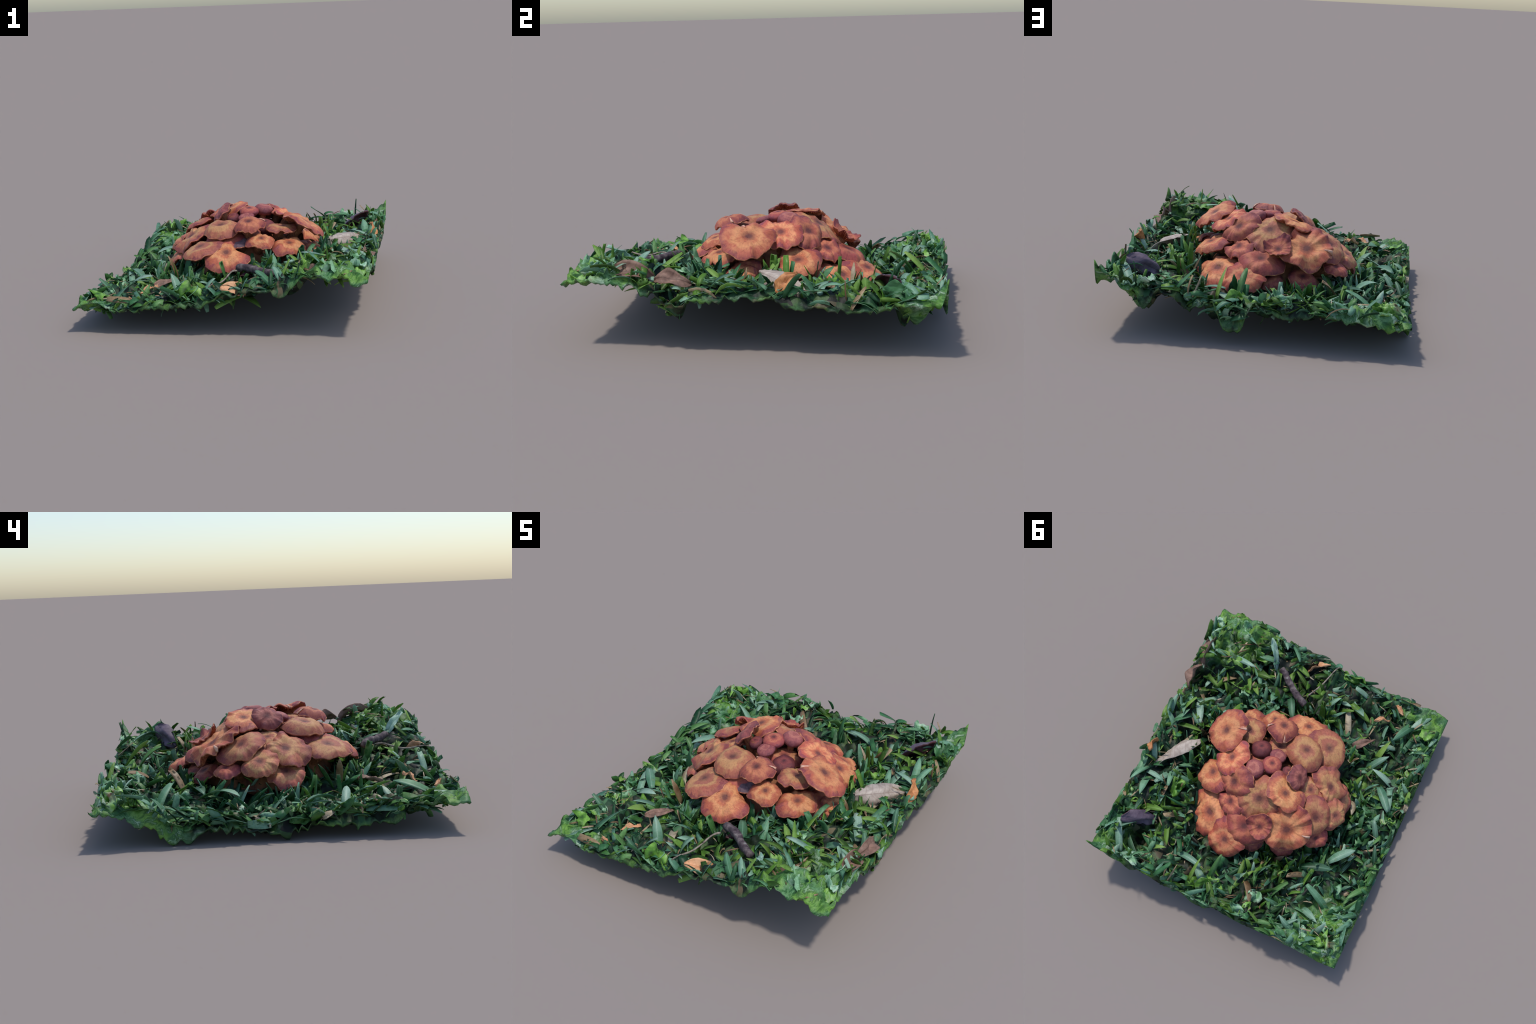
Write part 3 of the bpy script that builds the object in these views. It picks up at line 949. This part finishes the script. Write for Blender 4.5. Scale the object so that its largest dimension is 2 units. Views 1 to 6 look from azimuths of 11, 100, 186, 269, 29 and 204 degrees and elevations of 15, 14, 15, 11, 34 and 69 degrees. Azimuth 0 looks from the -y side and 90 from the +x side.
# a ragged fringe woven into the cut lip
for k in range(420):
    side, u = R.randrange(4), R.uniform(-.97, .97)
    inset = R.uniform(.004, .05)
    x, y = ((u * HX, -HY + inset), (u * HX, HY - inset), (-HX + inset, u * HY), (HX - inset, u * HY))[side]
    low, pull = lip(x, y)
    along = 0 if side < 2 else math.pi / 2
    az = along + R.choice((0, math.pi)) + R.gauss(0, .45)
    if sparse(x, y):
        continue
    L, W = R.uniform(.06, .16), R.uniform(.022, .05)
    z = low + (ground(x, y) - low) * R.uniform(.1, .95) + .02
    m = blade_matrix(Vector((x, y, z)), az, max(.05, R.gauss(.5, .35)), R.uniform(-1.2, 1.2))
    tip = m @ Vector((L, 0, 0))
    if abs(tip.x) > HX or abs(tip.y) > HY or tip.z > land(tip.x, tip.y) + .07 or tip.z < lip(tip.x, tip.y)[0]:
        continue
    stuff_blade(m, L, W, pick_colour(x, y))

# dead stalks and straw lying in the lawn
for k in range(320):
    x, y = R.uniform(-HX + .05, HX - .05), R.uniform(-HY + .05, HY - .05)
    if under_cap(x, y, .8):
        continue
    L = R.uniform(.03, .10)
    m = blade_matrix(Vector((x, y, land(x, y) + R.uniform(-.02, .03))), R.uniform(0, 6.28), R.gauss(.05, .22), R.uniform(-1, 1))
    tip = m @ Vector((L, 0, 0))
    if inside_cap(tip, .02) or abs(tip.x) > HX or abs(tip.y) > HY:
        continue
    stuff_blade(m, L, R.uniform(.005, .012), 4)

grass = add_obj("short_grass", make_mesh("short_grass", sv, sf, True, sm), root, GRASS_MATS)
grass["kind"] = "stuff"


# --------------------------------------------------------- leaves, twigs, litter
def leaf_mesh(name, length, width, bend, cup, wavy, seed, segs=14, across=8, thick=.003):
    """lance-oval leaf along +x, cupped across its midrib, with toothed wavy margin"""
    v, f = [], []
    for side in (0, 1):
        for i in range(segs + 1):
            t = i / segs
            w = width * .5 * (math.sin(math.pi * min(1, max(0, .03 + .94 * t)) ** .8) ** .75)
            w *= 1 + .08 * nz(t * 9, seed)
            a = -bend * (t - .5)
            for k in range(across + 1):
                s = k / across * 2 - 1
                z = cup * w * s * s + wavy * nz(t * 3 + seed, s * 1.5, 4) + wavy * .6 * (abs(nz(t * 6 + seed, s * 2.5, 9)) - .2) - bend * length * .5 * (t - .5) ** 2
                z += .004 * (1 - abs(s)) ** 6
                v.append(((t - .5) * length, s * w + bend * .02 * nz(t * 2, seed, 8), z - side * thick))
    n = (segs + 1) * (across + 1)
    c = across + 1
    for i in range(segs):
        for k in range(across):
            a = i * c + k
            f.append((a, a + c, a + c + 1, a + 1))
            f.append((a + n, a + n + 1, a + n + c + 1, a + n + c))
        f.append((i * c, i * c + n, (i + 1) * c + n, (i + 1) * c))
        b = i * c + across
        f.append((b, b + c, b + c + n, b + n))
    for k in range(across):
        f.append((k, k + 1, k + 1 + n, k + n))
        e = segs * c + k
        f.append((e, e + n, e + 1 + n, e + 1))
    return make_mesh(name, v, f)


def leaf_material(name, a, b, vein):
    n = Nodes(name)
    obj = n.tc.outputs["Object"]
    sep = n.new("ShaderNodeSeparateXYZ")
    n.link(obj, sep.inputs[0])
    yab = n.math("ABSOLUTE", sep.outputs[1])
    w = n.math("ADD", n.math("MULTIPLY", sep.outputs[0], 150.0), n.math("MULTIPLY", yab, -110.0))
    ribs = n.math("POWER", n.math("ABSOLUTE", n.math("SINE", n.math("MULTIPLY", w, .55))), 22.0)
    mid = n.math("LESS_THAN", yab, .0018)
    f = n.noise(obj, 22, 4)
    col = n.ramp(f, [(.35, a), (.65, b)])
    col = n.mix(n.math("MULTIPLY", n.math("MAXIMUM", mid, n.math("MULTIPLY", ribs, .5)), .6), col, vein)
    n.bump(f, .2, .004)
    return n.finish(col, .6, .35)


L_DARK = leaf_material("leaf_mauve", lin(88, 74, 88), lin(118, 102, 114), lin(70, 56, 68))
L_PALE = leaf_material("leaf_pale_grey", lin(160, 144, 132), lin(196, 182, 168), lin(130, 104, 94))
L_RUST = leaf_material("leaf_rust", lin(176, 112, 66), lin(206, 146, 96), lin(150, 88, 56))
L_PEACH = leaf_material("leaf_peach", lin(206, 148, 104), lin(228, 178, 136), lin(180, 120, 84))
L_BROWN = leaf_material("leaf_brown", lin(112, 86, 74), lin(150, 118, 102), lin(90, 66, 56))
L_WINE = leaf_material("leaf_wine", lin(66, 36, 42), lin(96, 54, 56), lin(60, 30, 34))
L_MINT = leaf_material("broad_blade_mint", lin(138, 176, 152), lin(186, 214, 196), lin(120, 160, 130))

def tuft_material(name, stops):
    n = Nodes(name)
    obj = n.tc.outputs["Object"]
    rnd = n.new("ShaderNodeObjectInfo").outputs["Random"]
    off = n.new("ShaderNodeVectorMath", operation="ADD")
    n.link(obj, off.inputs[0])
    n.link(n.math("MULTIPLY", rnd, 31.0), off.inputs[1])
    f = n.noise(n.mapping(off.outputs[0], (.5, 1.1, 1)), 13, 4, .55, .6)
    f = n.math("ADD", f, n.math("MULTIPLY_ADD", rnd, .18, -.09))
    fine = n.noise(n.mapping(off.outputs[0], (6, 90, 6)), 2, 3, .6)
    col = n.mix(.5, n.ramp(f, stops), n.ramp(fine, [(.35, (.74, .76, .72)), (.55, (1, 1, 1))]), "MULTIPLY")
    n.bump(fine, .2, .003)
    n.finish(col, .5, .4)
    return n.m


TUFTS = [
    tuft_material("crumpled_pale", [(.28, lin(40, 74, 44)), (.42, lin(84, 134, 84)), (.54, lin(134, 180, 138)), (.64, lin(180, 208, 182)), (.74, lin(122, 140, 90))]),
    tuft_material("crumpled_lime", [(.28, lin(42, 72, 26)), (.42, lin(80, 128, 40)), (.54, lin(124, 172, 70)), (.64, lin(156, 190, 132)), (.74, lin(128, 98, 66))]),
    tuft_material("crumpled_green", [(.28, lin(24, 52, 30)), (.44, lin(50, 96, 56)), (.56, lin(84, 138, 88)), (.66, lin(136, 180, 142)), (.76, lin(96, 84, 60))]),
]
tuft_shapes = [leaf_mesh("grass_tuft", R.uniform(.16, .25), R.uniform(.075, .12), R.uniform(.3, 1.4), R.uniform(-.3, .7), R.uniform(.05, .09), 200 + 7.7 * k) for k in range(9)]
tuft_meshes = {}
for k in range(560):
    if k < 280:      # along the cut sides and most of all in the corners
        side, u = R.randrange(4), R.uniform(-1, 1)
        u = math.copysign(abs(u) ** .5, u) * .95
        ins = R.uniform(.04, .11)
        x, y = ((u * HX, -HY + ins), (u * HX, HY - ins), (-HX + ins, u * HY), (HX - ins, u * HY))[side]
        low, pull = lip(x, y)
        z = max(low + .03, land(x, y) - .02 + R.uniform(-.03, .03))
    else:
        x, y = R.uniform(-.85, .85), R.uniform(-.92, .92)
        if tuft(x, y) < -.12:
            continue
        z = land(x, y) - .015 + R.uniform(-.03, .02)
    if under_cap(x, y, 1.05) or any((x - a) ** 2 + (y - b) ** 2 < (r + .05) ** 2 for a, b, r in LITTER_SPOTS):
        continue
    m = blade_matrix(Vector((x, y, z)), R.uniform(0, 6.28), max(.0, R.gauss(.4, .3)), R.uniform(-1.0, 1.0)) @ Matrix.Scale(R.uniform(.6, 1.0), 4)
    me = R.choice(tuft_shapes)
    pts = [m @ w.co for w in me.vertices]
    if any(abs(p.x) > HX + .002 or abs(p.y) > HY + .001 or p.z < .012 or p.z < land(p.x, p.y) - .075 or p.z < lip(p.x, p.y)[0] + .005 or p.z > land(p.x, p.y) + (.15 if p.x > .7 or p.y > .75 or p.y < -.85 else .10) or inside_cap(p, .02) for p in pts):
        continue
    ci = R.choice((0, 1)) if R.random() < .3 + corner_near(x, y) else R.choice((0, 1, 2, 2))
    if (me.name, ci) not in tuft_meshes:
        tuft_meshes[me.name, ci] = me.copy()
        tuft_meshes[me.name, ci].materials.append(TUFTS[ci])
    o = bpy.data.objects.new("grass_tuft", tuft_meshes[me.name, ci])
    COL.objects.link(o)
    o.parent = root
    o.matrix_world = m

# base, tip, facing direction, width, bend, cup, skin
LEAVES = [
    ((.770, .755, .405), (.590, .630, .290), (-.45, .75, .50), .125, .6, -.25, L_DARK),
    ((.7725, .7505, .4025), (.5925, .6255, .2875), (-.45, .75, .50), .121, .6, -.25, L_WINE),
    ((.615, -.010, .395), (.815, .270, .320), (.60, -.38, .62), .135, 1.0, -.5, L_PALE),
    ((.862, .130, .345), (.858, .235, .445), (.75, -.2, .55), .075, .9, .5, L_RUST),
    ((.165, -.870, .255), (.035, -.955, .315), (.2, -.55, .75), .095, .9, .5, L_PEACH),
    ((.850, -.740, .445), (.840, -.500, .400), (.75, .1, .7), .095, 1.0, .7, L_BROWN),
    ((.855, -.500, .405), (.850, -.310, .385), (.75, .2, .7), .085, 1.0, .7, L_BROWN),
    ((-.370, -.480, .215), (-.490, -.600, .215), (.1, -.2, .9), .060, .6, .3, L_BROWN),
    ((.445, -.880, .470), (.345, -.720, .300), (.2, -.5, .8), .050, .6, .5, L_MINT),
    ((.150, -.580, .280), (.080, -.620, .285), (0, -.2, .9), .045, .4, .3, L_WINE),
    ((.620, -.850, .420), (.500, -.820, .360), (.2, -.3, .9), .060, .9, .5, L_BROWN),
    ((-.430, -.730, .240), (-.530, -.785, .215), (0, -.2, .9), .030, .9, .4, L_PEACH),
    ((-.600, -.880, .190), (-.520, -.920, .215), (.1, -.4, .8), .030, .9, .4, L_PEACH),
]
for k, (base, tip, face, W, bend, cup, mat) in enumerate(LEAVES):
    name = "broad_grass_blade" if mat is L_MINT else "fallen_leaf"
    base, tip = Vector(base), Vector(tip)
    ax = (tip - base).normalized()
    nn = Vector(face)
    nn = (nn - ax * nn.dot(ax)).normalized()
    m = Matrix((ax, nn.cross(ax), nn)).transposed().to_4x4()
    m.translation = (base + tip) / 2
    o = add_obj(name, leaf_mesh(name, (tip - base).length * 1.05, W, bend, cup, .03 if k < 2 else .03, 5 + max(k, 1) * 3.3), root, [mat])
    o.matrix_world = m

pts = [(.055 + .265 * t, -.575 - .165 * t + .012 * math.sin(t * 5), (.325 + .006 * math.sin(t * 7)) + .02 * t) for t in np.linspace(0, 1, 14)]
add_obj("twig", tube("twig", pts, [.025 + .006 * nz(i * .8, 3.3) - .004 * i / 13 for i in range(14)], 16, .35, 3), root, [BARK])
pts = [(.063 - .11 * t, -.650 - .31 * t + .02 * math.sin(t * 6), .325 - .02 * t + .012 * math.sin(t * 9)) for t in np.linspace(0, 1, 14)]
add_obj("thin_twig", tube("thin_twig", pts, [.0065 - .0025 * i / 14 for i in range(14)], 8, .3, 8), root, [TWIG])

# settle everything on z = 0
root.location.z = 0
